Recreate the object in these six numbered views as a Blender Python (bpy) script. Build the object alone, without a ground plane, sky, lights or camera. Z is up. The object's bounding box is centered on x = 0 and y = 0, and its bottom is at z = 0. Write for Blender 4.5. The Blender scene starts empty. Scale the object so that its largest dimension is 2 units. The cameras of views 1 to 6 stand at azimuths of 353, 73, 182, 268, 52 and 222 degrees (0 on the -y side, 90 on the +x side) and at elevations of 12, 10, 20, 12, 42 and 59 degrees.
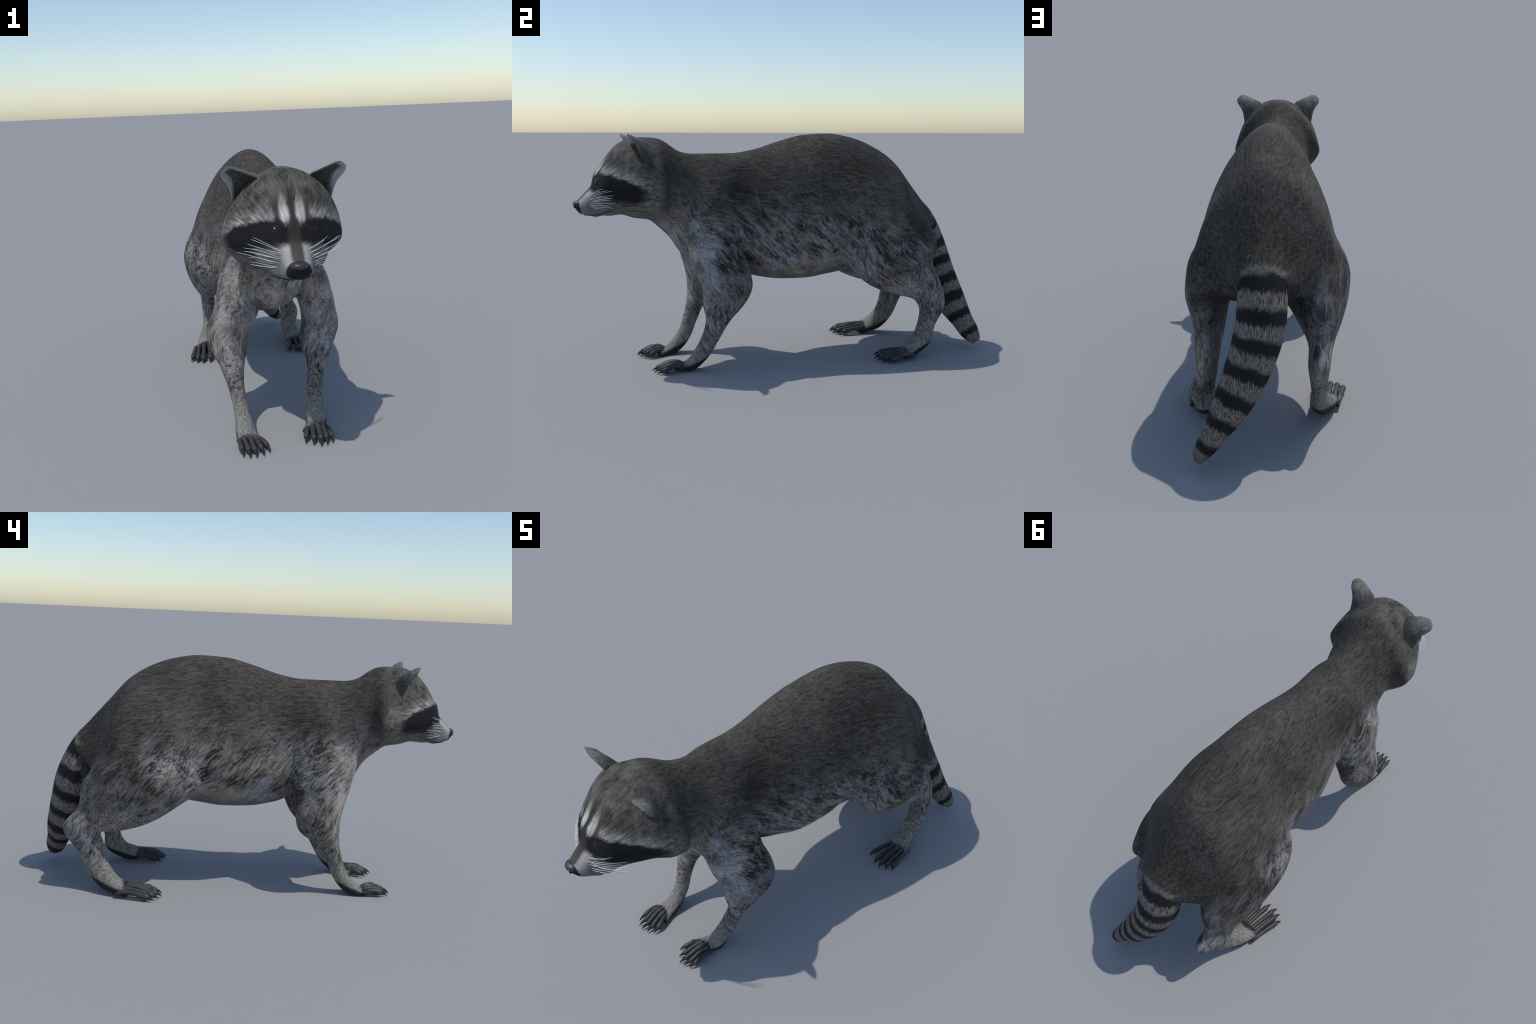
# A raccoon walking on four legs, built from lofted cross-sections that are fused into one skin.
import bpy, math, random
import numpy as np
from mathutils import Vector, Matrix
from mathutils.bvhtree import BVHTree

random.seed(7)
XC = -0.007            # mirror plane of head and trunk
# body stations from nose to rump: y, top z, bottom z, widest z, half width, roundness above, roundness below
BODY = [
    (-0.996, 0.786, 0.769, 0.780, 0.017, 2.007, 1.987),
    (-0.985, 0.790, 0.753, 0.769, 0.030, 1.991, 1.996),
    (-0.965, 0.807, 0.731, 0.756, 0.045, 1.968, 2.012),
    (-0.940, 0.834, 0.728, 0.748, 0.058, 1.937, 2.032),
    (-0.917, 0.858, 0.722, 0.745, 0.067, 1.902, 2.061),
    (-0.902, 0.913, 0.716, 0.762, 0.083, 1.915, 2.096),
    (-0.873, 0.947, 0.723, 0.809, 0.121, 2.050, 2.054),
    (-0.843, 0.993, 0.720, 0.835, 0.129, 2.181, 1.971),
    (-0.790, 1.048, 0.725, 0.836, 0.160, 2.137, 1.822),
    (-0.730, 1.071, 0.707, 0.844, 0.195, 2.034, 1.599),
    (-0.665, 1.076, 0.698, 0.816, 0.220, 1.748, 1.582),
    (-0.615, 1.073, 0.659, 0.823, 0.222, 1.575, 1.564),
    (-0.565, 1.048, 0.609, 0.832, 0.159, 1.635, 1.826),
    (-0.520, 1.015, 0.541, 0.787, 0.157, 1.652, 2.068),
    (-0.450, 1.000, 0.500, 0.734, 0.137, 1.675, 2.055),
    (-0.360, 1.000, 0.471, 0.704, 0.164, 1.860, 1.945),
    (-0.260, 1.001, 0.449, 0.673, 0.163, 1.962, 1.814),
    (-0.150, 1.019, 0.404, 0.643, 0.184, 1.900, 1.815),
    (-0.030, 1.056, 0.385, 0.624, 0.215, 1.811, 1.992),
    (0.100, 1.087, 0.381, 0.629, 0.227, 1.798, 1.904),
    (0.220, 1.093, 0.393, 0.630, 0.230, 1.847, 1.603),
    (0.340, 1.075, 0.416, 0.602, 0.277, 1.742, 1.715),
    (0.450, 1.035, 0.432, 0.575, 0.278, 1.749, 1.884),
    (0.550, 0.971, 0.462, 0.567, 0.288, 1.847, 1.985),
    (0.640, 0.876, 0.512, 0.553, 0.222, 1.750, 2.018),
    (0.720, 0.788, 0.565, 0.600, 0.142, 1.500, 2.015),
    (0.780, 0.708, 0.620, 0.655, 0.085, 1.400, 1.998),
]
# limb sections from shoulder / hip to paw: x, y, z, half depth, half width, tilt in degrees
FORE_L = [
    (0.120, -0.386, 0.740, 0.116, 0.055, 0.000),
    (0.136, -0.387, 0.637, 0.129, 0.069, 0.000),
    (0.159, -0.375, 0.544, 0.128, 0.075, 0.000),
    (0.182, -0.349, 0.461, 0.127, 0.072, 0.000),
    (0.194, -0.333, 0.391, 0.116, 0.075, 0.000),
    (0.174, -0.347, 0.313, 0.099, 0.070, 0.000),
    (0.169, -0.373, 0.243, 0.060, 0.044, -5.000),
    (0.151, -0.406, 0.156, 0.043, 0.034, -15.000),
    (0.140, -0.451, 0.075, 0.037, 0.036, -35.000),
    (0.132, -0.505, 0.022, 0.026, 0.044, -62.000),
    (0.107, -0.559, 0.017, 0.016, 0.045, -85.000),
    (0.104, -0.585, 0.029, 0.023, 0.045, -90.000),
]
FORE_R = [
    (-0.136, -0.378, 0.740, 0.131, 0.054, 0.000),
    (-0.142, -0.374, 0.639, 0.151, 0.077, 0.000),
    (-0.146, -0.363, 0.547, 0.142, 0.088, 0.000),
    (-0.163, -0.361, 0.464, 0.117, 0.094, 0.000),
    (-0.195, -0.350, 0.393, 0.107, 0.089, 0.000),
    (-0.194, -0.359, 0.314, 0.094, 0.074, 0.000),
    (-0.188, -0.407, 0.253, 0.052, 0.049, -5.000),
    (-0.178, -0.443, 0.167, 0.037, 0.033, -15.000),
    (-0.165, -0.478, 0.089, 0.036, 0.032, -35.000),
    (-0.158, -0.526, 0.034, 0.033, 0.040, -62.000),
    (-0.153, -0.574, 0.011, 0.023, 0.046, -85.000),
    (-0.136, -0.615, 0.013, 0.023, 0.046, -90.000),
]
HIND_L = [
    (0.140, 0.486, 0.740, 0.151, 0.090, 0.000),
    (0.168, 0.478, 0.651, 0.205, 0.118, 5.000),
    (0.180, 0.486, 0.559, 0.237, 0.126, 12.000),
    (0.219, 0.521, 0.477, 0.211, 0.087, 22.000),
    (0.214, 0.582, 0.399, 0.140, 0.065, 32.000),
    (0.210, 0.680, 0.325, 0.083, 0.047, 32.000),
    (0.213, 0.711, 0.242, 0.070, 0.040, 5.000),
    (0.237, 0.669, 0.161, 0.041, 0.049, -18.000),
    (0.230, 0.656, 0.093, 0.050, 0.045, -30.000),
    (0.236, 0.610, 0.052, 0.041, 0.046, -58.000),
    (0.252, 0.553, 0.032, 0.034, 0.056, -82.000),
    (0.263, 0.525, 0.027, 0.023, 0.058, -90.000),
]
HIND_R = [
    (-0.154, 0.466, 0.744, 0.155, 0.088, 0.000),
    (-0.178, 0.423, 0.664, 0.203, 0.117, 5.000),
    (-0.179, 0.432, 0.571, 0.248, 0.154, 12.000),
    (-0.195, 0.501, 0.488, 0.211, 0.134, 22.000),
    (-0.214, 0.593, 0.414, 0.167, 0.087, 32.000),
    (-0.219, 0.662, 0.347, 0.103, 0.049, 32.000),
    (-0.212, 0.731, 0.295, 0.088, 0.042, 5.000),
    (-0.213, 0.692, 0.213, 0.064, 0.035, -18.000),
    (-0.217, 0.658, 0.119, 0.055, 0.031, -30.000),
    (-0.231, 0.602, 0.055, 0.046, 0.048, -58.000),
    (-0.241, 0.538, 0.028, 0.031, 0.056, -82.000),
    (-0.246, 0.515, 0.022, 0.035, 0.059, -90.000),
]
# tail sections: x, y, z, side radius, depth radius
TAIL = [
    (-0.007, 0.661, 0.760, 0.062, 0.048),
    (-0.009, 0.729, 0.679, 0.086, 0.065),
    (-0.008, 0.772, 0.588, 0.090, 0.080),
    (-0.001, 0.802, 0.489, 0.091, 0.093),
    (0.025, 0.831, 0.391, 0.087, 0.091),
    (0.061, 0.862, 0.302, 0.080, 0.084),
    (0.104, 0.894, 0.215, 0.068, 0.075),
    (0.152, 0.925, 0.141, 0.050, 0.056),
    (0.197, 0.954, 0.074, 0.036, 0.046),
    (0.224, 0.973, 0.038, 0.020, 0.025),
]


# ---------------------------------------------------------------- curves and lofts
def monotone(x, Y, q):
    x = np.asarray(x, float); Y = np.asarray(Y, float)
    h = np.diff(x); d = np.diff(Y, axis=0) / h[:, None]; m = np.zeros_like(Y); hh = h[:, None]
    w1 = 2 * hh[1:] + hh[:-1]; w2 = hh[1:] + 2 * hh[:-1]
    with np.errstate(divide='ignore', invalid='ignore'):
        g = (w1 + w2) / (w1 / d[:-1] + w2 / d[1:])
    m[1:-1] = np.where(d[:-1] * d[1:] > 0, g, 0); m[0] = d[0]; m[-1] = d[-1]
    i = np.clip(np.searchsorted(x, q) - 1, 0, len(x) - 2); t = ((q - x[i]) / h[i])[:, None]; H = h[i][:, None]
    return ((2*t**3 - 3*t**2 + 1) * Y[i] + (t**3 - 2*t**2 + t) * H * m[i]
            + (-2*t**3 + 3*t**2) * Y[i+1] + (t**3 - t**2) * H * m[i+1])


def spline(Y, n):
    Y = np.asarray(Y, float)
    c = np.r_[0, np.cumsum(np.sqrt((np.diff(Y[:, :3], axis=0) ** 2).sum(1)) + 1e-4)]
    m = np.zeros_like(Y); h = np.diff(c)[:, None]; d = np.diff(Y, axis=0) / h
    m[1:-1] = (d[:-1] * h[1:] + d[1:] * h[:-1]) / (h[1:] + h[:-1]); m[0] = d[0]; m[-1] = d[-1]
    out = []
    for i in range(len(Y) - 1):
        for j in range(n):
            t = j / n; H = h[i]
            out.append((2*t**3 - 3*t**2 + 1) * Y[i] + (t**3 - 2*t**2 + t) * H * m[i]
                       + (-2*t**3 + 3*t**2) * Y[i+1] + (t**3 - t**2) * H * m[i+1])
    out.append(Y[-1])
    return np.array(out)


def loft(rings):
    n = len(rings); k = len(rings[0]); V = np.concatenate(rings); F = []
    for i in range(n - 1):
        for j in range(k):
            F.append((i*k + j, i*k + (j+1) % k, (i+1)*k + (j+1) % k, (i+1)*k + j))
    V = np.vstack([V, rings[0].mean(0), rings[-1].mean(0)])
    for j in range(k):
        F.append(((j+1) % k, j, n*k)); F.append(((n-1)*k + j, (n-1)*k + (j+1) % k, n*k + 1))
    return V, F


def trunk(T, per=6, k=64):
    T = np.array(T, float); y = T[:, 0]
    q = np.concatenate([np.linspace(y[i], y[i+1], per, endpoint=False) for i in range(len(y)-1)] + [[y[-1]]])
    R = monotone(y, T, q); th = np.linspace(0, 2*np.pi, k, endpoint=False); c, s = np.cos(th), np.sin(th); rings = []
    for yy, zt, zb, zw, w, nt, nb in R:
        e = np.where(s >= 0, 2/nt, 2/nb)
        x = XC + w * np.sign(c) * np.abs(c) ** e
        z = zw + np.where(s >= 0, zt - zw, zw - zb) * np.sign(s) * np.abs(s) ** e
        rings.append(np.stack([x, np.full(k, yy), z], 1))
    return loft(rings)


def limb(T, per=6, k=40):
    th = np.linspace(0, 2*np.pi, k, endpoint=False); rings = []
    for x, y, z, a, b, t in spline(T, per):
        t = math.radians(t); A = np.array([0, math.cos(t), math.sin(t)])
        rings.append(np.array([x, y, z]) + np.outer(np.cos(th)*a, A) + np.outer(np.sin(th)*b, [1, 0, 0]))
    return loft(rings)


def tube(R, k=32):
    """R rows: x, y, z, side radius, depth radius"""
    R = np.asarray(R, float); P = R[:, :3]; tg = np.gradient(P, axis=0); tg /= np.linalg.norm(tg, axis=1)[:, None]
    th = np.linspace(0, 2*np.pi, k, endpoint=False); rings = []
    for r, t in zip(R, tg):
        ref = np.array([1., 0, 0]) if abs(t[0]) < .8 else np.array([0, 0, 1.])
        S = ref - t * (ref @ t); S /= np.linalg.norm(S); D = np.cross(t, S)
        rings.append(r[:3] + np.outer(np.cos(th)*r[3], S) + np.outer(np.sin(th)*r[4], D))
    return loft(rings)


def ellipsoid(c, r, nu=24, nv=14, power=1.0):
    rings = []
    for i in range(1, nv):
        f = math.pi * i / nv; th = np.linspace(0, 2*np.pi, nu, endpoint=False)
        cs, sn = np.cos(th), np.sin(th)
        rings.append(np.stack([c[0] + r[0]*math.sin(f)**power*np.sign(cs)*np.abs(cs)**power, np.full(nu, c[1] - r[1]*math.cos(f)),
                               c[2] + r[2]*math.sin(f)**power*np.sign(sn)*np.abs(sn)**power], 1))
    V, F = loft(rings); V[-2] = (c[0], c[1]-r[1], c[2]); V[-1] = (c[0], c[1]+r[1], c[2])
    return V, F


def mesh_of(name, V, F, mats, slots=None, smooth=True):
    me = bpy.data.meshes.new(name)
    me.from_pydata([tuple(v) for v in V], [], [tuple(f) for f in F])
    import bmesh
    bm = bmesh.new(); bm.from_mesh(me); bmesh.ops.recalc_face_normals(bm, faces=bm.faces); bm.to_mesh(me); bm.free()
    for m in mats:
        me.materials.append(m)
    if slots is not None:
        me.polygons.foreach_set('material_index', slots)
    if smooth:
        me.polygons.foreach_set('use_smooth', [True]*len(me.polygons))
    return me


def add(name, me, parent=None):
    ob = bpy.data.objects.new(name, me); bpy.context.scene.collection.objects.link(ob)
    if parent is not None:
        ob.parent = parent
    return ob


# ---------------------------------------------------------------- node helper
class Nodes:
    def __init__(self, name):
        self.mat = bpy.data.materials.new(name); self.mat.use_nodes = True
        self.t = self.mat.node_tree; self.t.nodes.clear()
        self.out = self.t.nodes.new('ShaderNodeOutputMaterial'); self.bsdf = self.t.nodes.new('ShaderNodeBsdfPrincipled')
        self.t.links.new(self.bsdf.outputs[0], self.out.inputs[0])
        tc = self.t.nodes.new('ShaderNodeTexCoord'); self.P = tc.outputs['Object']
        s = self.t.nodes.new('ShaderNodeSeparateXYZ'); self.t.links.new(self.P, s.inputs[0])
        self.x, self.y, self.z = s.outputs

    def put(self, sock, v):
        if isinstance(v, bpy.types.NodeSocket):
            self.t.links.new(v, sock)
        else:
            sock.default_value = v

    def m(self, op, a, b=0.0, c=0.0, clamp=False):
        n = self.t.nodes.new('ShaderNodeMath'); n.operation = op; n.use_clamp = clamp
        for s, v in zip(n.inputs, (a, b, c)):
            self.put(s, v)
        return n.outputs[0]

    def add(self, a, b): return self.m('ADD', a, b)
    def sub(self, a, b): return self.m('SUBTRACT', a, b)
    def mul(self, a, b): return self.m('MULTIPLY', a, b)
    def mx(self, a, b): return self.m('MAXIMUM', a, b)
    def mn(self, a, b): return self.m('MINIMUM', a, b)
    def inv(self, a): return self.m('SUBTRACT', 1.0, a)

    def step(self, v, lo, hi):
        """smooth 0..1 as v runs lo..hi (lo may exceed hi)"""
        n = self.t.nodes.new('ShaderNodeMapRange'); n.interpolation_type = 'SMOOTHSTEP'
        flip = not isinstance(lo, bpy.types.NodeSocket) and not isinstance(hi, bpy.types.NodeSocket) and lo > hi
        if flip:
            lo, hi = hi, lo
        self.put(n.inputs[0], v); self.put(n.inputs[1], lo); self.put(n.inputs[2], hi)
        n.inputs[3].default_value, n.inputs[4].default_value = (1, 0) if flip else (0, 1)
        return n.outputs[0]

    def curve(self, v, pts):
        """piecewise smooth function; values may be any range"""
        xs = [p[0] for p in pts]; ys = [p[1] for p in pts]; x0, x1 = min(xs), max(xs); y0, y1 = min(ys), max(ys); y1 = y1 if y1 > y0 else y0 + 1
        u = self.t.nodes.new('ShaderNodeMapRange'); self.put(u.inputs[0], v)
        u.inputs[1].default_value = x0; u.inputs[2].default_value = x1
        n = self.t.nodes.new('ShaderNodeFloatCurve'); self.t.links.new(u.outputs[0], n.inputs[1])
        c = n.mapping.curves[0]
        pp = sorted(((x-x0)/(x1-x0), (y-y0)/(y1-y0)) for x, y in pts)
        c.points[0].location = pp[0]; c.points[1].location = pp[-1]
        for p in pp[1:-1]:
            c.points.new(*p)
        n.mapping.update()
        return self.m('MULTIPLY_ADD', n.outputs[0], y1 - y0, y0)

    def noise(self, vec, scale, detail=2.0, rough=.5, dist=0.0, color=False):
        n = self.t.nodes.new('ShaderNodeTexNoise'); self.put(n.inputs['Vector'], vec)
        n.inputs['Scale'].default_value = scale; n.inputs['Detail'].default_value = detail
        n.inputs['Roughness'].default_value = rough; n.inputs['Distortion'].default_value = dist
        return n.outputs['Color' if color else 'Fac']

    def vec(self, op, a, b=None, scale=None):
        n = self.t.nodes.new('ShaderNodeVectorMath'); n.operation = op; self.put(n.inputs[0], a)
        if b is not None: self.put(n.inputs[1], b)
        if scale is not None: self.put(n.inputs['Scale'], scale)
        return n.outputs[1] if op in ('DOT_PRODUCT', 'LENGTH') else n.outputs[0]

    def warp(self, vec, scale, amount, detail=1.0):
        c = self.noise(vec, scale, detail, color=True)
        return self.vec('ADD', vec, self.vec('SCALE', self.vec('SUBTRACT', c, (.5, .5, .5)), scale=amount))

    def mapping(self, vec, rot, scale):
        # rotate first, then stretch
        r = self.t.nodes.new('ShaderNodeMapping'); r.vector_type = 'POINT'; self.put(r.inputs[0], vec); r.inputs['Rotation'].default_value = rot
        return self.vec('MULTIPLY', r.outputs[0], scale)

    def mix(self, f, a, b):
        n = self.t.nodes.new('ShaderNodeMix'); n.data_type = 'RGBA'
        self.put(n.inputs[0], f)
        for s, v in ((n.inputs[6], a), (n.inputs[7], b)):
            self.put(s, v if isinstance(v, bpy.types.NodeSocket) else (*v, 1) if len(v) == 3 else v)
        return n.outputs[2]

    def fmix(self, f, a, b):
        n = self.t.nodes.new('ShaderNodeMix'); n.data_type = 'FLOAT'
        self.put(n.inputs[0], f); self.put(n.inputs[2], a); self.put(n.inputs[3], b)
        return n.outputs[0]

    def hairs(self, pitch, across=230.0, along=26.0, warp=(5, .05), curl=(20, .012), seed=0.0):
        """streaky noise whose strands run backwards (+y) and down by `pitch` degrees"""
        v = self.warp(self.warp(self.vec('ADD', self.P, (seed, seed*1.7, seed*.6)), warp[0], warp[1]), curl[0], curl[1])
        v = self.mapping(v, (math.radians(pitch), 0, 0), (across, along, across))
        fine = self.noise(v, 1.0, 2.5, .6); broad = self.noise(v, .43, 2.0, .5)
        return self.fmix(.45, fine, broad)

    def radial(self, centre, k=46.0, along=24.0, seed=0.0):
        """hair that streams away from a point (face hair flows back from the nose)"""
        d = self.vec('SUBTRACT', self.warp(self.P, 9, .025), centre)
        r = self.vec('LENGTH', d); u = self.vec('SCALE', self.vec('NORMALIZE', d), scale=k)
        res = []
        for sc in (1.0, .42):
            n = self.t.nodes.new('ShaderNodeTexNoise'); n.noise_dimensions = '4D'
            self.put(n.inputs['Vector'], u); self.put(n.inputs['W'], self.m('MULTIPLY_ADD', r, along, seed))
            n.inputs['Scale'].default_value = sc; n.inputs['Detail'].default_value = 2.5; n.inputs['Roughness'].default_value = .6
            res.append(n.outputs['Fac'])
        return self.fmix(.4, *res)

    def gain(self, v, k):
        return self.m('MULTIPLY_ADD', self.sub(v, .5), k, .5, clamp=True)

    def blob(self, y, z, ry, rz):
        """soft patch in the side view, 1 at its middle"""
        a = self.m('DIVIDE', self.sub(self.y, y), ry); b = self.m('DIVIDE', self.sub(self.z, z), rz)
        return self.step(self.m('SQRT', self.add(self.mul(a, a), self.mul(b, b))), 1.0, .25)

    def finish(self, color, rough=.8, spec=.25, bump=None, strength=.2, distance=.004):
        self.put(self.bsdf.inputs['Base Color'], color if isinstance(color, bpy.types.NodeSocket) else (*color, 1))
        self.put(self.bsdf.inputs['Roughness'], rough); self.bsdf.inputs['Specular IOR Level'].default_value = spec
        if bump is not None:
            n = self.t.nodes.new('ShaderNodeBump'); self.put(n.inputs['Height'], bump)
            n.inputs['Strength'].default_value = strength; n.inputs['Distance'].default_value = distance
            self.t.links.new(n.outputs[0], self.bsdf.inputs['Normal'])
        return self.mat


EAR_ROWS = [  # position along the ear, inner edge, outer edge (ear on the +x side), depth of the cup
    (-.30, (.080, -.740, 1.010), (.165, -.680, .925), .060),
    (.00, (.091, -.750, 1.051), (.176, -.694, .958), .054),
    (.20, (.116, -.757, 1.0635), (.181, -.709, .988), .050),
    (.42, (.139, -.763, 1.0735), (.190, -.722, 1.016), .042),
    (.62, (.159, -.766, 1.0815), (.202, -.731, 1.033), .034),
    (.78, (.174, -.766, 1.0870), (.211, -.738, 1.046), .030),
    (.90, (.186, -.765, 1.0895), (.216, -.745, 1.056), .020),
    (.97, (.1945, -.764, 1.0885), (.2165, -.750, 1.065), .011),
    (1.0, (.202, -.7625, 1.085), (.2145, -.755, 1.0735), .004)]


def ear_frame():
    """ear space: origin at the root, x from inner to outer edge, y to the tip"""
    I0, O0 = np.array(EAR_ROWS[1][1]), np.array(EAR_ROWS[1][2]); base = (I0 + O0) / 2
    tip = (np.array(EAR_ROWS[-1][1]) + np.array(EAR_ROWS[-1][2])) / 2
    ly = tip - base; ly /= np.linalg.norm(ly); lx = (O0 - I0) - ly * ((O0 - I0) @ ly); lx /= np.linalg.norm(lx)
    return base, lx, ly, np.cross(lx, ly)


# ---------------------------------------------------------------- materials
def coat_base(N):
    """grizzled coat of trunk and limbs: returns colour and hair height"""
    P, x, y, z = N.P, N.x, N.y, N.z
    ax = N.m('ABSOLUTE', N.sub(x, XC))
    zj = N.add(z, N.mul(N.sub(N.noise(P, 6, 2), .5), .20))
    back = N.hairs(14, 205, 36, (5, .06), (12, .010), 0)
    flank = N.hairs(46, 190, 21, (4, .12), (13, .030), 3.1)
    legs = N.hairs(66, 185, 26, (5, .14), (13, .035), 5.7)
    curl = N.inv(N.m('MULTIPLY', N.m('ABSOLUTE', N.sub(N.hairs(50, 95, 24, (5, .16), (14, .05), 8.3), .5)), 11.0, clamp=True))
    rear = N.mul(N.step(y, .38, .66), N.step(z, .34, .50))
    zl = N.add(zj, N.mul(rear, .19))
    curl2 = N.inv(N.m('MULTIPLY', N.m('ABSOLUTE', N.sub(N.hairs(68, 120, 20, (6, .14), (15, .045), 11.9), .5)), 12.0, clamp=True))
    curl = N.mx(curl, N.mul(curl2, .9))
    low = N.step(zl, .92, .60)              # flank and below
    lower = N.step(zj, .54, .36)            # limbs
    wrist = N.step(zj, .22, .10)
    h = N.fmix(lower, N.fmix(low, back, flank), legs)
    h2 = N.gain(h, 4.4)
    clump = N.gain(N.noise(N.warp(N.mapping(P, (math.radians(50), 0, 0), (1, .55, 1)), 7, .09), 16, 3, .6), 2.6)
    big = N.gain(N.noise(N.vec('ADD', P, (4, 1, 2)), 5, 2), 2.4)
    # where the coat is pale or dark, seen from the side
    pale_at = N.mul(N.blob(-.50, .60, .17, .22), .85)                                  # throat and shoulder front
    for args, k in (((-.55, .70, .12, .16), .7), ((-.45, .42, .11, .22), .8), ((.08, .46, .34, .13), .75), ((.25, .50, .20, .18), .35),
                    ((.62, .34, .30, .12), .5), ((-.05, .60, .22, .14), .35), ((.80, .30, .10, .12), .5)):
        pale_at = N.mx(pale_at, N.mul(N.blob(*args), k))
    dark_at = N.mul(N.blob(.62, .58, .34, .26), .75)                                   # haunch
    for args, k in (((-.28, .44, .11, .18), .55), ((-.22, .78, .20, .14), .8), ((-.30, .60, .10, .16), .45), ((.05, .62, .10, .10), .5)):
        dark_at = N.mx(dark_at, N.mul(N.blob(*args), k))
    lev_back = N.fmix(big, .10, .38)
    lev_low = N.m('MULTIPLY_ADD', N.sub(clump, .5), .44, .215)
    lev = N.fmix(low, lev_back, lev_low)
    lev = N.add(lev, N.mul(pale_at, N.mul(low, .26)))
    lev = N.sub(lev, N.mul(dark_at, .12))
    lev = N.fmix(lower, lev, N.m('MULTIPLY_ADD', lev, .65, .145))
    lev = N.fmix(wrist, lev, N.m('MULTIPLY_ADD', clump, .10, .50))
    amp = N.fmix(wrist, N.fmix(low, .46, N.fmix(dark_at, .66, .44)), .54)
    f = N.add(lev, N.mul(N.sub(h2, .5), amp))
    f = N.add(f, N.mul(N.mul(curl, low), N.mul(N.fmix(pale_at, .13, .42), N.mul(N.inv(N.mul(wrist, .45)), N.fmix(clump, .3, 1.0)))))
    f = N.m('ADD', f, 0.0, clamp=True)
    dark = N.mix(low, (.027, .0225, .0185), (.023, .0205, .019))
    tint = N.step(N.noise(N.vec('ADD', P, (9, 2, 5)), 6, 1), .40, .62)
    pale_top = N.mix(tint, (.158, .140, .116), (.138, .131, .121))
    pale_low = N.mix(tint, (.390, .375, .385), (.375, .332, .290))
    pale = N.mix(low, pale_top, pale_low)
    pale = N.mix(wrist, pale, (.325, .315, .280))
    col = N.mix(f, dark, pale)
    brown = N.mul(N.blob(.45, .62, .50, .34), N.mul(tint, .35))
    col = N.mix(brown, col, N.mix(f, (.024, .0195, .017), (.24, .205, .182)))
    belly = N.mul(N.step(zj, .47, .41), N.mul(N.step(y, -.25, -.1), N.step(y, .38, .25)))
    belly = N.mul(belly, N.step(ax, .19, .10))
    col = N.mix(N.mul(belly, .75), col, N.mix(h2, (.085, .08, .07), (.20, .195, .175)))
    ring = N.mul(N.blob(.805, .685, .055, .050), N.step(ax, .095, .07))
    col = N.mix(N.mul(ring, .55), col, N.mix(h2, (.09, .088, .08), (.26, .255, .235)))
    return col, h2, ax


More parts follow.
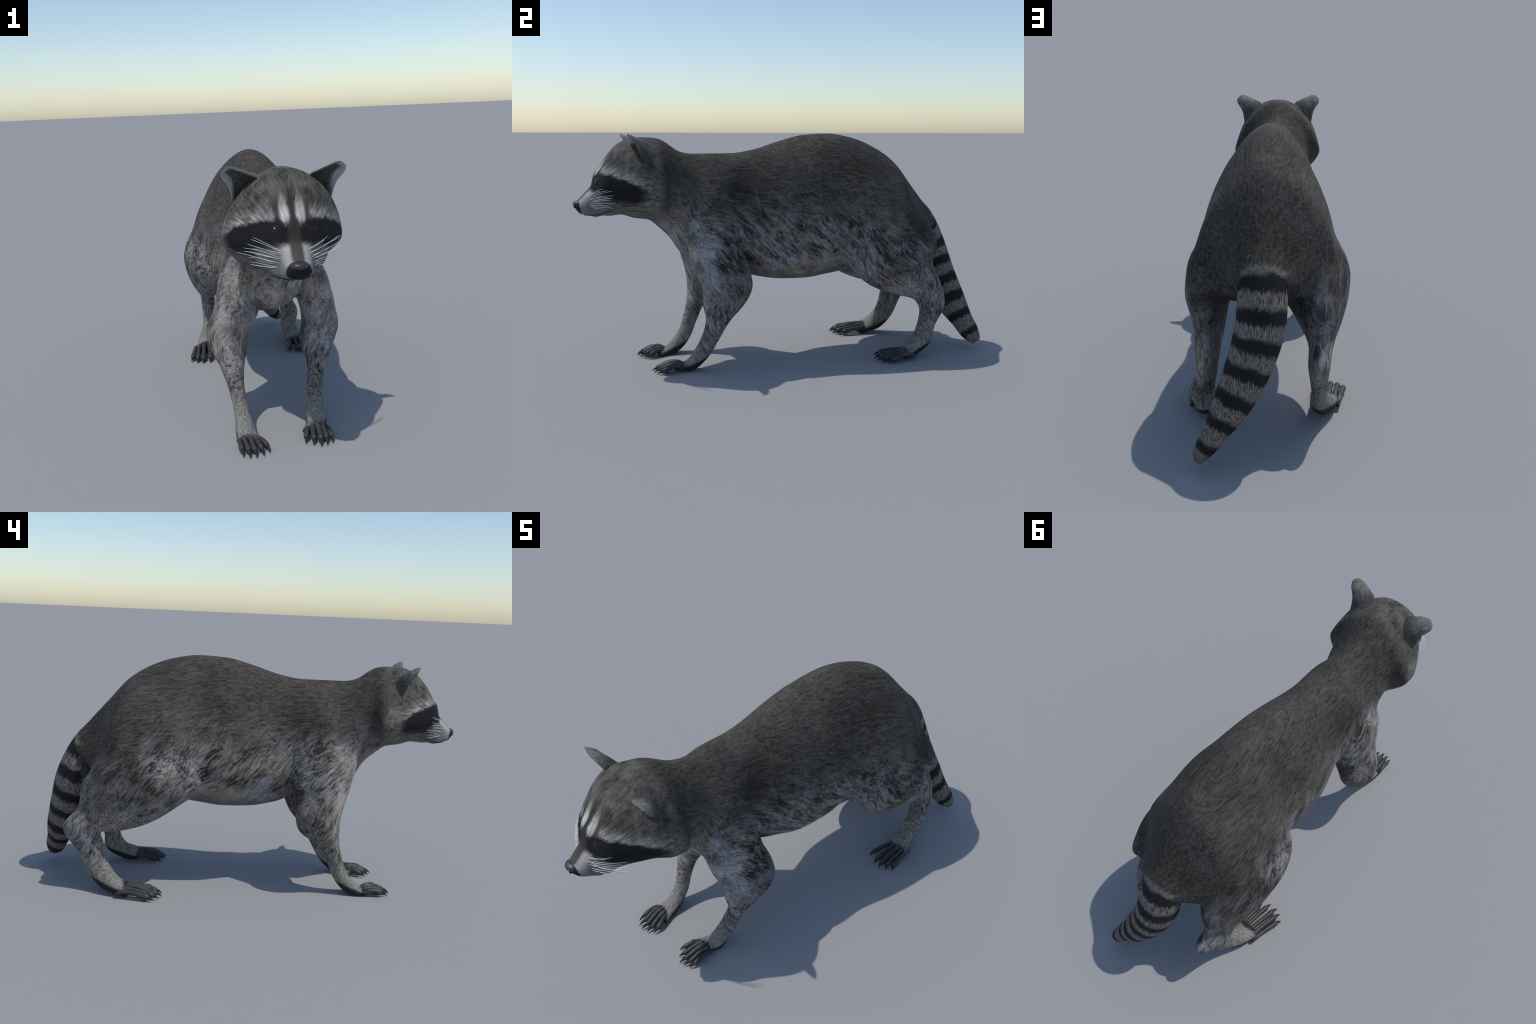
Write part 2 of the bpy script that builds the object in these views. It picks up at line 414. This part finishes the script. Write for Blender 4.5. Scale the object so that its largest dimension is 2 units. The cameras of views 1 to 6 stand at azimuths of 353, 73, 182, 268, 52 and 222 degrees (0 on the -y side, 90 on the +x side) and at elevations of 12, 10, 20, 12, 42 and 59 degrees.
def fur_material():
    N = Nodes('raccoon_coat'); P, y, z = N.P, N.y, N.z
    col, h2, ax = coat_base(N)
    jit = N.mul(N.sub(N.radial((XC, -1.02, .80), 40, 20, 3.0), .5), .05)
    jit = N.add(jit, N.mul(N.sub(N.noise(P, 30, 2), .5), .014))
    zj = N.add(z, jit)
    head = N.step(N.add(y, jit), -.60, -.66)
    hr = N.radial((XC, -1.02, .80))
    h = N.gain(hr, 4.0)
    big = N.gain(N.noise(N.warp(P, 10, .03), 20, 3), 3.2)
    # crown and cheeks of the head
    hd = N.mix(N.m('MULTIPLY_ADD', h, .55, N.mul(big, .45)), (.015, .0138, .0125), (.145, .134, .117))
    cheek = N.mul(N.step(y, -.735, -.68), N.step(z, .95, .86))
    hd = N.mix(N.mul(cheek, .85), hd, N.mix(h, (.04, .039, .033), (.235, .225, .190)))
    jaw = N.step(zj, .79, .755)
    hd = N.mix(jaw, hd, N.mix(h, (.040, .038, .034), (.20, .19, .17)))
    # pale brow above the mask, fading upwards
    top = N.curve(y, [(-.915, .895), (-.898, .908), (-.876, .919), (-.854, .914), (-.822, .906), (-.77, .889), (-.73, .869), (-.69, .850), (-.66, .835)])
    bot = N.curve(y, [(-.93, .850), (-.912, .838), (-.890, .825), (-.868, .822), (-.835, .801), (-.79, .792), (-.75, .788), (-.71, .792), (-.69, .804), (-.66, .82)])
    dz = N.sub(zj, top)
    brow = N.mul(N.step(dz, .060, .004), N.step(dz, -.02, .0))
    brow = N.mul(brow, N.mul(N.step(y, -.66, -.74), N.step(ax, .052, .066)))
    hd = N.mix(N.mul(brow, N.fmix(big, .65, 1.0)), hd, N.mix(h, (.11, .105, .096), (.42, .41, .39)))
    # the two white stripes of the forehead with dark lines beside them
    side = N.sub(N.add(ax, N.mul(N.sub(hr, .5), .02)), N.curve(z, [(.87, .020), (.895, .022), (.91, .025), (.94, .0265), (.97, .027), (1.0, .027), (1.03, .027)]))
    wide = N.curve(z, [(.87, .0), (.893, .004), (.905, .010), (.925, .018), (.95, .018), (.98, .014), (1.005, .008), (1.03, .0)])
    front = N.step(y, -.76, -.80)
    gap = N.mul(N.step(N.m('ABSOLUTE', N.sub(ax, .051)), .014, .004), N.mul(N.step(zj, 1.0, .965), N.mul(N.step(z, .895, .92), front)))
    hd = N.mix(N.mul(gap, .6), hd, (.05, .045, .042))
    line = N.mul(N.step(ax, .015, .005), N.mul(N.step(zj, 1.02, .98), front))
    hd = N.mix(N.mul(line, .85), hd, (.032, .029, .027))
    stripe = N.step(N.sub(N.m('ABSOLUTE', side), N.mul(wide, .85)), .006, -.007)
    stripe = N.mul(stripe, N.mul(front, N.mul(N.step(zj, 1.015, .930), N.step(zj, .886, .904))))
    hd = N.mix(stripe, hd, N.mix(h, (.24, .23, .21), (.60, .59, .555)))
    # muzzle: whitest beside the bridge, greyer towards lip and cheek
    muz = N.mul(N.step(N.add(y, N.mul(jit, 1.2)), -.79, -.905), N.step(N.sub(zj, bot), .014, -.020))
    lit = N.mul(N.step(N.sub(zj, N.mul(N.add(y, .93), .5)), .775, .81), N.mul(N.step(y, -.885, -.915), N.step(ax, .062, .034)))
    pale = N.mix(lit, N.mix(N.step(z, .76, .735), (.115, .120, .122), (.15, .146, .135)), (.37, .345, .305))
    pale = N.mix(N.mul(N.step(y, -.93, -.95), .4), pale, (.24, .24, .235))
    hd = N.mix(muz, hd, N.mix(N.mul(N.gain(hr, 2.0), .4), pale, N.mix(lit, (.20, .20, .20), (.47, .45, .42))))
    # black mask
    mask = N.mul(N.step(N.sub(zj, top), .008, -.012), N.step(N.sub(zj, bot), -.018, .018))
    mask = N.mul(mask, N.step(N.add(y, N.mul(jit, .8)), -.640, -.735))
    mask = N.mul(mask, N.step(y, -.935, -.915))
    hd = N.mix(mask, hd, N.mix(h, (.0085, .0085, .009), (.0125, .0125, .0135)))
    # bridge of the nose
    bridge = N.mul(N.step(ax, .028, .014), N.mul(N.step(y, -.885, -.905), N.step(z, .79, .80)))
    hd = N.mix(N.mul(bridge, .95), hd, N.mix(N.step(z, .80, .86), (.055, .049, .047), (.034, .031, .029)))
    # dark rhinarium border
    tip = N.mul(N.step(N.add(y, N.mul(N.sub(z, .76), .18)), -.964, -.971), N.step(z, .815, .80))
    hd = N.mix(tip, hd, (.014, .014, .015))
    col = N.mix(head, col, hd)
    # bare dark soles and heels
    g = N.t.nodes.new('ShaderNodeNewGeometry'); s = N.t.nodes.new('ShaderNodeSeparateXYZ'); N.t.links.new(g.outputs['Normal'], s.inputs[0]); nz = s.outputs[2]
    lf = N.step(N.x, -.01, .01)
    ys = N.fmix(lf, N.add(y, .483), N.add(y, .448))
    fore = N.mul(N.step(N.sub(z, N.add(.056, N.mul(ys, .40))), .010, -.006), N.step(y, -.25, -.3))
    yh = N.fmix(lf, N.sub(y, .541), N.sub(y, .556))
    hind = N.mul(N.step(N.sub(z, N.add(.032, N.mul(yh, .34))), .008, -.006), N.step(y, .3, .4))
    toe_end = N.mx(N.mul(N.step(y, -.2, -.3), N.fmix(lf, N.step(y, -.592, -.612), N.step(y, -.552, -.572))), N.mul(N.step(y, .3, .4), N.step(N.add(y, jit), .548, .528)))
    toe_end = N.mul(toe_end, N.step(z, .11, .09))
    sole = N.mx(toe_end, N.mul(N.mx(fore, hind), N.step(z, .085, .07)))
    col = N.mix(sole, col, (.024, .024, .025))
    return N.finish(col, .85, .2, h2, .30, .004)


def tail_material():
    N = Nodes('tail_coat'); x, y, z = N.x, N.y, N.z
    R = spline(TAIL, 12)[:, :3]; tg = np.gradient(R, axis=0); tg /= np.linalg.norm(tg, axis=1)[:, None]
    L = np.r_[0, np.cumsum(np.linalg.norm(np.diff(R, axis=0), axis=1))]
    idx = list(range(0, len(R), 6)) + [len(R)-1]
    idx = sorted(set(idx))
    f = lambda a: N.curve(z, [(float(R[i, 2]), float(a[i])) for i in idx])
    cx, cy, tx, ty, ln = f(R[:, 0]), f(R[:, 1]), f(tg[:, 0]), f(tg[:, 1]), f(L)
    arc = N.add(ln, N.add(N.mul(tx, N.sub(x, cx)), N.mul(ty, N.sub(y, cy))))
    hair = N.noise(N.mapping(N.warp(N.P, 6, .02), (math.radians(70), 0, 0), (260, 34, 260)), 1, 2, .6)
    h = N.m('MULTIPLY_ADD', N.sub(hair, .5), 3.4, .5, clamp=True)
    arcj = N.add(arc, N.add(N.mul(N.sub(hair, .5), .046), N.mul(N.sub(N.noise(N.P, 18, 2), .5), .034)))
    ph = N.m('FRACT', N.m('DIVIDE', N.sub(arcj, .139), .1045))
    band = N.mul(N.step(ph, -.02, .10), N.step(N.add(ph, N.mul(N.step(arc, .60, .80), .14)), .62, .42))
    band = N.mul(band, N.step(arc, .125, .14))
    band = N.mul(band, N.step(arc, .832, .822)); band = N.mx(band, N.step(arc, .853, .862))
    grey = N.mix(h, (.055, .046, .040), (.280, .243, .214))
    col, h2, ax = coat_base(N)
    root = N.step(arcj, .118, .150)
    col = N.mix(root, col, grey)
    col = N.mix(band, col, N.mix(h, (.011, .011, .0115), (.020, .020, .020)))
    return N.finish(col, .85, .2, h, .12, .004)


def ear_materials():
    N = Nodes('ear_back_fur')            # ear space: x across the cup (-1..1), y from root to tip (0..1)
    h = N.gain(N.noise(N.vec('MULTIPLY', N.warp(N.P, 8, .03), (210, 30, 210)), 1, 2.5, .6), 3.2)
    big = N.noise(N.P, 30, 2)
    tipward = N.step(N.y, .01, .08)
    back = N.finish(N.mix(N.add(N.mul(h, .7), N.mul(big, .3)), N.mix(tipward, (.026, .026, .025), (.065, .061, .055)), N.mix(tipward, (.10, .097, .088), (.27, .252, .222))), .85, .2, h, .12)
    N = Nodes('ear_inner_fur')
    h = N.gain(N.noise(N.vec('MULTIPLY', N.warp(N.P, 8, .04), (220, 60, 220)), 1, 2.5, .6), 3)
    rows = np.array([[*r[1], *r[2]] for r in EAR_ROWS]); base, lx, ly, lz = ear_frame()
    A, B = rows[:, :3] - base, rows[:, 3:] - base; yy = (A @ ly + B @ ly) / 2
    lo = N.curve(N.y, [(float(v), float(a)) for v, a in zip(yy, A @ lx)]); hi = N.curve(N.y, [(float(v), float(a)) for v, a in zip(yy, B @ lx)])
    edge = N.mn(N.sub(N.x, lo), N.sub(hi, N.x))                  # distance to the rim
    edge = N.mn(edge, N.mul(N.sub(float(yy[-1]) + .002, N.y), .9))
    rim = N.mul(N.step(edge, .026, .012), N.step(N.y, -.02, .03))
    grey = N.mul(N.step(edge, .034, .008), N.step(N.x, -.002, .018))   # paler outer wall
    shade = N.step(N.y, .10, .02)
    col = N.mix(h, (.042, .041, .037), (.135, .125, .108))
    col = N.mix(N.mul(grey, .75), col, N.mix(h, (.12, .125, .128), (.24, .245, .245)))
    col = N.mix(rim, col, N.mix(h, (.32, .33, .335), (.50, .51, .515)))
    inner = N.finish(col, .9, .15)
    return back, inner


def plain(name, col, rough, spec=.4, var=.25, scale=60):
    N = Nodes(name); n = N.noise(N.P, scale, 3)
    c0 = tuple(c*(1-var) for c in col); c1 = tuple(c*(1+var) for c in col)
    return N.finish(N.mix(n, c0, c1), rough, spec, n, .08, .002)


COAT = fur_material()
TAILCOAT = tail_material()
EAR = ear_materials()
def paw_skin():
    N = Nodes('dark_paw_skin'); n = N.noise(N.P, 60, 3)
    col = N.mix(n, (.030, .029, .029), (.050, .049, .048))  # skin grey lightened overall for the highlights along the toe tops
    lf = N.step(N.x, -.01, .01); ff = N.step(N.y, .1, -.1)
    root = N.fmix(ff, N.step(N.y, .490, .545), N.fmix(lf, N.step(N.y, -.645, -.605), N.step(N.y, -.605, -.555)))
    root = N.mul(root, N.mul(N.step(N.z, .030, .046), N.step(N.noise(N.P, 110, 2), .3, .6)))
    col = N.mix(N.mul(root, .8), col, (.12, .115, .098))
    return N.finish(col, .5, .4, n, .08, .002)


SKIN = paw_skin()
CLAW = plain('claw_horn', (.026, .026, .026), .6, .15)
NOSE = plain('nose_leather', (.034, .032, .038), .42, .45, .15, 200)
NOSTRIL = plain('nostril_black', (.006, .006, .006), .7, .2)
EYE = plain('eye_dark_brown', (.008, .0065, .006), .22, .35, .3, 80)
LID = plain('eyelid_skin', (.014, .0135, .0135), .6, .2)
LIP = plain('lip_line_black', (.006, .006, .006), .7, .2)
WHISK = plain('whisker_white', (.72, .73, .76), .5, .3, .05)

# ---------------------------------------------------------------- one fused skin
def rooted(T):
    """round the buried upper end of a limb off inside the trunk"""
    x, y, z, a, b, t = T[0]; x1 = (x - XC)
    return [(XC + x1*.20, y - .02, z + .070, a*.30, b*.35, t), (XC + x1*.45, y - .02, z + .035, a*.62, b*.70, t), (XC + x1*.78, y - .01, z - .015, a*.88, b*.92, t)] + list(T[1:])


lofts = {'trunk': trunk(BODY), 'fore_left': limb(rooted(FORE_L)), 'fore_right': limb(rooted(FORE_R)),
         'hind_left': limb(rooted(HIND_L)), 'hind_right': limb(rooted(HIND_R)), 'tail': tube(spline(TAIL, 8), 40)}
V = []; F = []
for v, f in lofts.values():
    o = len(V); V += [tuple(p) for p in v]; F += [tuple(i + o for i in q) for q in f]
raw = add('skin_source', mesh_of('skin_source', V, F, []))
m = raw.modifiers.new('fuse', 'REMESH'); m.mode = 'VOXEL'; m.voxel_size = .0058
dg = bpy.context.evaluated_depsgraph_get()
skin = bpy.data.meshes.new_from_object(raw.evaluated_get(dg))
bpy.data.objects.remove(raw)
nv = len(skin.vertices); co = np.empty(nv*3); skin.vertices.foreach_get('co', co); co = co.reshape(-1, 3)
ed = np.empty(len(skin.edges)*2, int); skin.edges.foreach_get('vertices', ed); ed = ed.reshape(-1, 2)
deg = np.bincount(ed.ravel(), minlength=nv)[:, None]


def relax(w, times):
    global co
    for _ in range(times):
        acc = np.stack([np.bincount(ed[:, 0], co[ed[:, 1], a], nv) + np.bincount(ed[:, 1], co[ed[:, 0], a], nv) for a in range(3)], 1)
        co = co + w * .5 * (acc / deg - co)


def soft_box(y0, y1, z0, z1, m=.05):
    up = lambda v, a: np.clip((v - a) / m, 0, 1)
    return (up(co[:, 1], y0) * up(-co[:, 1], -y1) * up(co[:, 2], z0) * up(-co[:, 2], -z1))[:, None]


relax(1.0, 7)
relax(soft_box(.20, .74, .56, .98, .08), 120)        # hips flow into the back
relax(soft_box(.55, .90, .70, .98, .06), 40)         # tail root flows out of the rump
relax(soft_box(-.60, -.10, .52, .98, .08), 60)       # shoulders
relax(soft_box(-.70, -.46, .84, 1.2, .05), 40)       # nape
co[:, 2] = np.maximum(co[:, 2], .002)
skin.vertices.foreach_set('co', co.ravel()); skin.update()
nrm = np.empty(nv*3); skin.vertices.foreach_get('normal', nrm); nrm = nrm.reshape(-1, 3)
polys = [tuple(p.vertices) for p in skin.polygons]
cent = np.empty(len(polys)*3); skin.polygons.foreach_get('center', cent); cent = cent.reshape(-1, 3)
BODYTREE = BVHTree.FromPolygons([tuple(p) for p in co], polys)
trees = {k: BVHTree.FromPolygons([tuple(p) for p in v], f) for k, (v, f) in lofts.items()}


def region(c):
    best = min(trees, key=lambda k: trees[k].find_nearest(Vector(c))[3])
    if best == 'tail':
        return 'tail' if c[1] > .76 else 'torso'
    if best == 'trunk':
        return 'head' if c[1] < -.60 else 'neck' if c[1] < -.45 else 'torso'
    if c[2] > .60:
        return 'torso'
    paw = c[2] < .075 and (c[1] < -.44 if best.startswith('fore') else c[1] < .68)
    return best + ('_paw' if paw else '')


labels = np.array([region(c) for c in cent])
NAMES = {'head': 'head', 'neck': 'neck', 'torso': 'torso', 'tail': 'tail', 'fore_left': 'forelimb', 'fore_right': 'forelimb',
         'hind_left': 'hindlimb', 'hind_right': 'hindlimb', 'fore_left_paw': 'forepaw', 'fore_right_paw': 'forepaw',
         'hind_left_paw': 'hindpaw', 'hind_right_paw': 'hindpaw'}
root = bpy.data.objects.new('raccoon', None); bpy.context.scene.collection.objects.link(root)
root['label'] = 'grey raccoon standing on all fours, black mask, ringed tail'
root['category'] = 'raccoon'
part = {}
for key in ('head', 'neck', 'torso', 'tail', 'fore_left', 'fore_right', 'hind_left', 'hind_right', 'fore_left_paw', 'fore_right_paw', 'hind_left_paw', 'hind_right_paw'):
    sel = np.where(labels == key)[0]
    used = sorted({v for i in sel for v in polys[i]}); back = {v: j for j, v in enumerate(used)}
    me = bpy.data.meshes.new(NAMES[key])
    me.from_pydata([tuple(co[v]) for v in used], [], [tuple(back[v] for v in polys[i]) for i in sel])
    me.polygons.foreach_set('use_smooth', [True]*len(sel))
    me.materials.append(TAILCOAT if key == 'tail' else COAT)
    me.normals_split_custom_set_from_vertices([tuple(nrm[v]) for v in used])
    part[key] = add(NAMES[key], me, root)


def on_skin(p, d):
    h = BODYTREE.ray_cast(Vector(p), Vector(d))
    return np.array(h[0]) if h[0] is not None else np.array(p)


# ---------------------------------------------------------------- ears
def ear(side):
    rows = np.array([[r[0], *r[1], *r[2], r[3]] for r in EAR_ROWS])
    q = np.concatenate([np.linspace(a, b, 4, endpoint=False) for a, b in zip(rows[:-1, 0], rows[1:, 0])] + [[1.0]])
    R = monotone(rows[:, 0], rows, q); n = 22; rings = []; slots = []
    bk = np.array([-.28, .95, .02]); bk /= np.linalg.norm(bk)
    for r in R:
        I, O, dep = r[1:4], r[4:7], r[7]
        thick = min(.006, dep * .5)
        def arc(d, ins):
            out = []
            for u in np.linspace(0, 1, n):
                w = I + (O - I) * (u if not ins else .03 + .94*u)
                out.append(w + bk * (d * (1 - abs(2*u - 1) ** 2.7) + (.001 if ins else 0)))
            return out
        rings.append(np.array(arc(dep, False) + arc(max(dep - thick, .0005), True)[::-1]))
    V, F = loft(rings); k = 2 * n
    for i in range(len(R) - 1):
        slots += [0 if j < n - 1 else 1 for j in range(k)]
    slots += [0] * (2 * k)
    base, lx, ly, lz = ear_frame()
    V = (V - base) @ np.stack([lx, ly, lz], 1)
    me = mesh_of('ear', V, F, EAR, slots)
    ob = add('ear', me, part['head'])
    M = Matrix(((side*lx[0], side*ly[0], side*lz[0], XC - .0005 + side*base[0]), (lx[1], ly[1], lz[1], base[1]), (lx[2], ly[2], lz[2], base[2]), (0, 0, 0, 1)))
    if side < 0:      # keep a proper rotation: mirror the mesh itself in ear space instead of the object
        F2 = Matrix.Diagonal((1, 1, -1, 1)); me.transform(F2); me.flip_normals(); M = M @ F2
    ob.matrix_world = M


for s in (1, -1):
    ear(s)

# ---------------------------------------------------------------- nose, mouth, eyes
Vn, Fn = ellipsoid((XC, -.9705, .777), (.0292, .0285, .0178), 32, 18, .86)
Vn = np.array(Vn)
Vn[:, 0] = XC + (Vn[:, 0] - XC) * (1 + (Vn[:, 2] - .775) * 7)            # broader above
Vn[:, 1] += np.maximum(.775 - Vn[:, 2], 0) * .55                          # underside falls back
nose = add('nose', mesh_of('nose', Vn, Fn, [NOSE]), part['head'])
for s in (1, -1):
    Vv, Ff = ellipsoid((XC + s*.014, -.9905, .7655), (.0075, .005, .0045), 16, 8)
    add('nostril', mesh_of('nostril', Vv, Ff, [NOSTRIL]), part['head'])
for s in (1, -1):
    pts = []
    for i, (yy, zz) in enumerate([(-.950, .730), (-.938, .7295), (-.92, .731), (-.90, .7345), (-.88, .739), (-.86, .7445), (-.842, .749), (-.826, .7535)]):
        p = on_skin((XC + s*.3, yy, zz), (-s, 0, 0)); p[0] -= s * .0006
        r = .0027 * (1 - (i/7) ** 2.5) + .0007
        pts.append((*p, r, r))
    Vv, Ff = tube(spline(pts, 4), 10)
    add('mouth_line', mesh_of('mouth_line', Vv, Ff, [LIP]), part['head'])

for s in (1, -1):
    c = on_skin((XC + s*.0645, -1.3, .8845), (0, 1, 0))
    hit = BODYTREE.ray_cast(Vector((XC + s*.0645, -1.3, .8845)), Vector((0, 1, 0)))
    n = np.array(hit[1]); n = n / np.linalg.norm(n)
    side = np.cross([0, 0, 1], n); side /= np.linalg.norm(side); up = np.cross(n, side)
    Vv, Ff = ellipsoid((0, 0, 0), (.022, .022, .022), 28, 18)
    add('eye', mesh_of('eye', np.array(Vv) + c - n * .0178, Ff, [EYE]), part['head'])
    for lift in (1, -1):
        pts = []
        for t in np.linspace(.06, math.pi - .06, 15):
            a = c + side * math.cos(t) * .0195 + up * lift * math.sin(t) * .0125
            hh = BODYTREE.find_nearest(Vector(a))
            a = np.array(hh[0]) + n * (-.0012 if lift > 0 else -.0020)
            rr = .0016 + .0016 * math.sin(t)
            pts.append((*a, rr, rr))
        Vv, Ff = tube(spline(pts, 2), 10)
        add('eyelid', mesh_of('eyelid', Vv, Ff, [LID]), part['head'])

# ---------------------------------------------------------------- whiskers
for s in (1, -1):
    for i in range(13):
        t = (i + random.uniform(-.9, .9)) / 12; t = min(max(t, 0), 1); row = i % 3; thick = random.random()
        z0 = .822 - .062 * t; y0 = -.918 + .012 * t - .008 * row
        r0 = on_skin((XC + s*.3, y0, z0), (-s, 0, 0))
        z1 = .866 - .112 * t + random.uniform(-.008, .008)
        long = random.uniform(.72, 1.06); x1 = .150 + .045 * math.sin(math.pi * min(t*1.25, 1)) - .025 * max(t - .7, 0)/.3 + random.uniform(-.022, .008)
        y1 = -.845 + .018 * math.sin(math.pi * t) + random.uniform(-.008, .008)
        e = np.array([XC + s*x1, y1, z1 + random.uniform(-.008, .010)]); e = r0 + (e - r0) * long; mid = (r0 + e) / 2 + np.array([s*.020, -.010, random.uniform(.004, .018) - .006*t])
        pts = []
        for u in np.linspace(0, 1, 9):
            p = r0*(1-u)**2 + 2*mid*u*(1-u) + e*u*u; r = (.00066 + .00022*thick) * (1 - .4*u)
            pts.append((*p, r, r))
        Vv, Ff = tube(np.array(pts), 6)
        add('whisker', mesh_of('whisker', Vv, Ff, [WHISK]), part['head'])

# ---------------------------------------------------------------- toes and claws
TOES = {  # root, tip of the toe, tip of the claw
    'fore_left_paw': [((.086, -.560), (.068, -.617), (.061, -.641)), ((.104, -.556), (.095, -.637), (.087, -.663)), ((.123, -.553), (.120, -.647), (.114, -.679)),
                      ((.142, -.556), (.144, -.640), (.139, -.673)), ((.160, -.562), (.167, -.630), (.164, -.659))],
    'fore_right_paw': [((-.193, -.612), (-.190, -.670), (-.188, -.703)), ((-.176, -.606), (-.165, -.680), (-.165, -.716)), ((-.157, -.602), (-.141, -.684), (-.140, -.718)),
                       ((-.138, -.600), (-.115, -.675), (-.112, -.707)), ((-.121, -.602), (-.091, -.656), (-.086, -.686))],
    'hind_left_paw': [((.220, .545), (.195, .434), (.194, .407)), ((.240, .550), (.238, .416), (.246, .389)), ((.264, .552), (.269, .413), (.278, .388)),
                      ((.285, .552), (.296, .424), (.310, .401)), ((.303, .552), (.320, .445), (.332, .424))],
    'hind_right_paw': [((-.203, .530), (-.203, .412), (-.201, .385)), ((-.228, .532), (-.233, .388), (-.238, .360)), ((-.254, .534), (-.270, .385), (-.276, .357)),
                       ((-.278, .538), (-.298, .396), (-.305, .370)), ((-.297, .541), (-.322, .417), (-.332, .394))]}
for key, toes in TOES.items():
    hind = key.startswith('hind')
    for i, (r, e, c) in enumerate(toes):
        r, e, c = np.array(r), np.array(e), np.array(c); d = (e - r) / np.linalg.norm(e - r)
        edge = abs(i - 2) / 2
        zr = (.040 if hind else .037) - .010 * edge ** 2; zk = (.041 if hind else .038) - .009 * edge
        b = .0110 if hind else .0102; e = e - d*.003
        k = r + (e - r) * .42; q = r + (e - r) * .8
        rows = [(*(r - d*.024), zr - .013, b*.75, b*.8), (*r, zr, b*.95, b*1.0), (*k, zk, b*.93, b*.98), (*q, .0235, b*1.04, b*1.16),
                (*e, .0170, b*1.03, b*1.24), (*(e + d*.007), .0145, b*.66, b*.75), (*(e + d*.0105), .0130, b*.2, b*.25)]
        Vv, Ff = tube(spline(rows, 5), 18)
        Vv[:, 2] = np.maximum(Vv[:, 2], .0012)
        add('toe', mesh_of('toe', Vv, Ff, [SKIN]), part[key])
        g = (c - e); base = e + d * .003; g = c - base
        rows = [(*base, .0185, .0080, .0078), (*(base + g*.35), .0170, .0062, .0062), (*(base + g*.72), .0110, .0033, .0034), (*c, .0030, .0005, .0005)]
        Vv, Ff = tube(spline(rows, 4), 10)
        Vv[:, 2] = np.maximum(Vv[:, 2], .0005)
        add('claw', mesh_of('claw', Vv, Ff, [CLAW]), part[key])
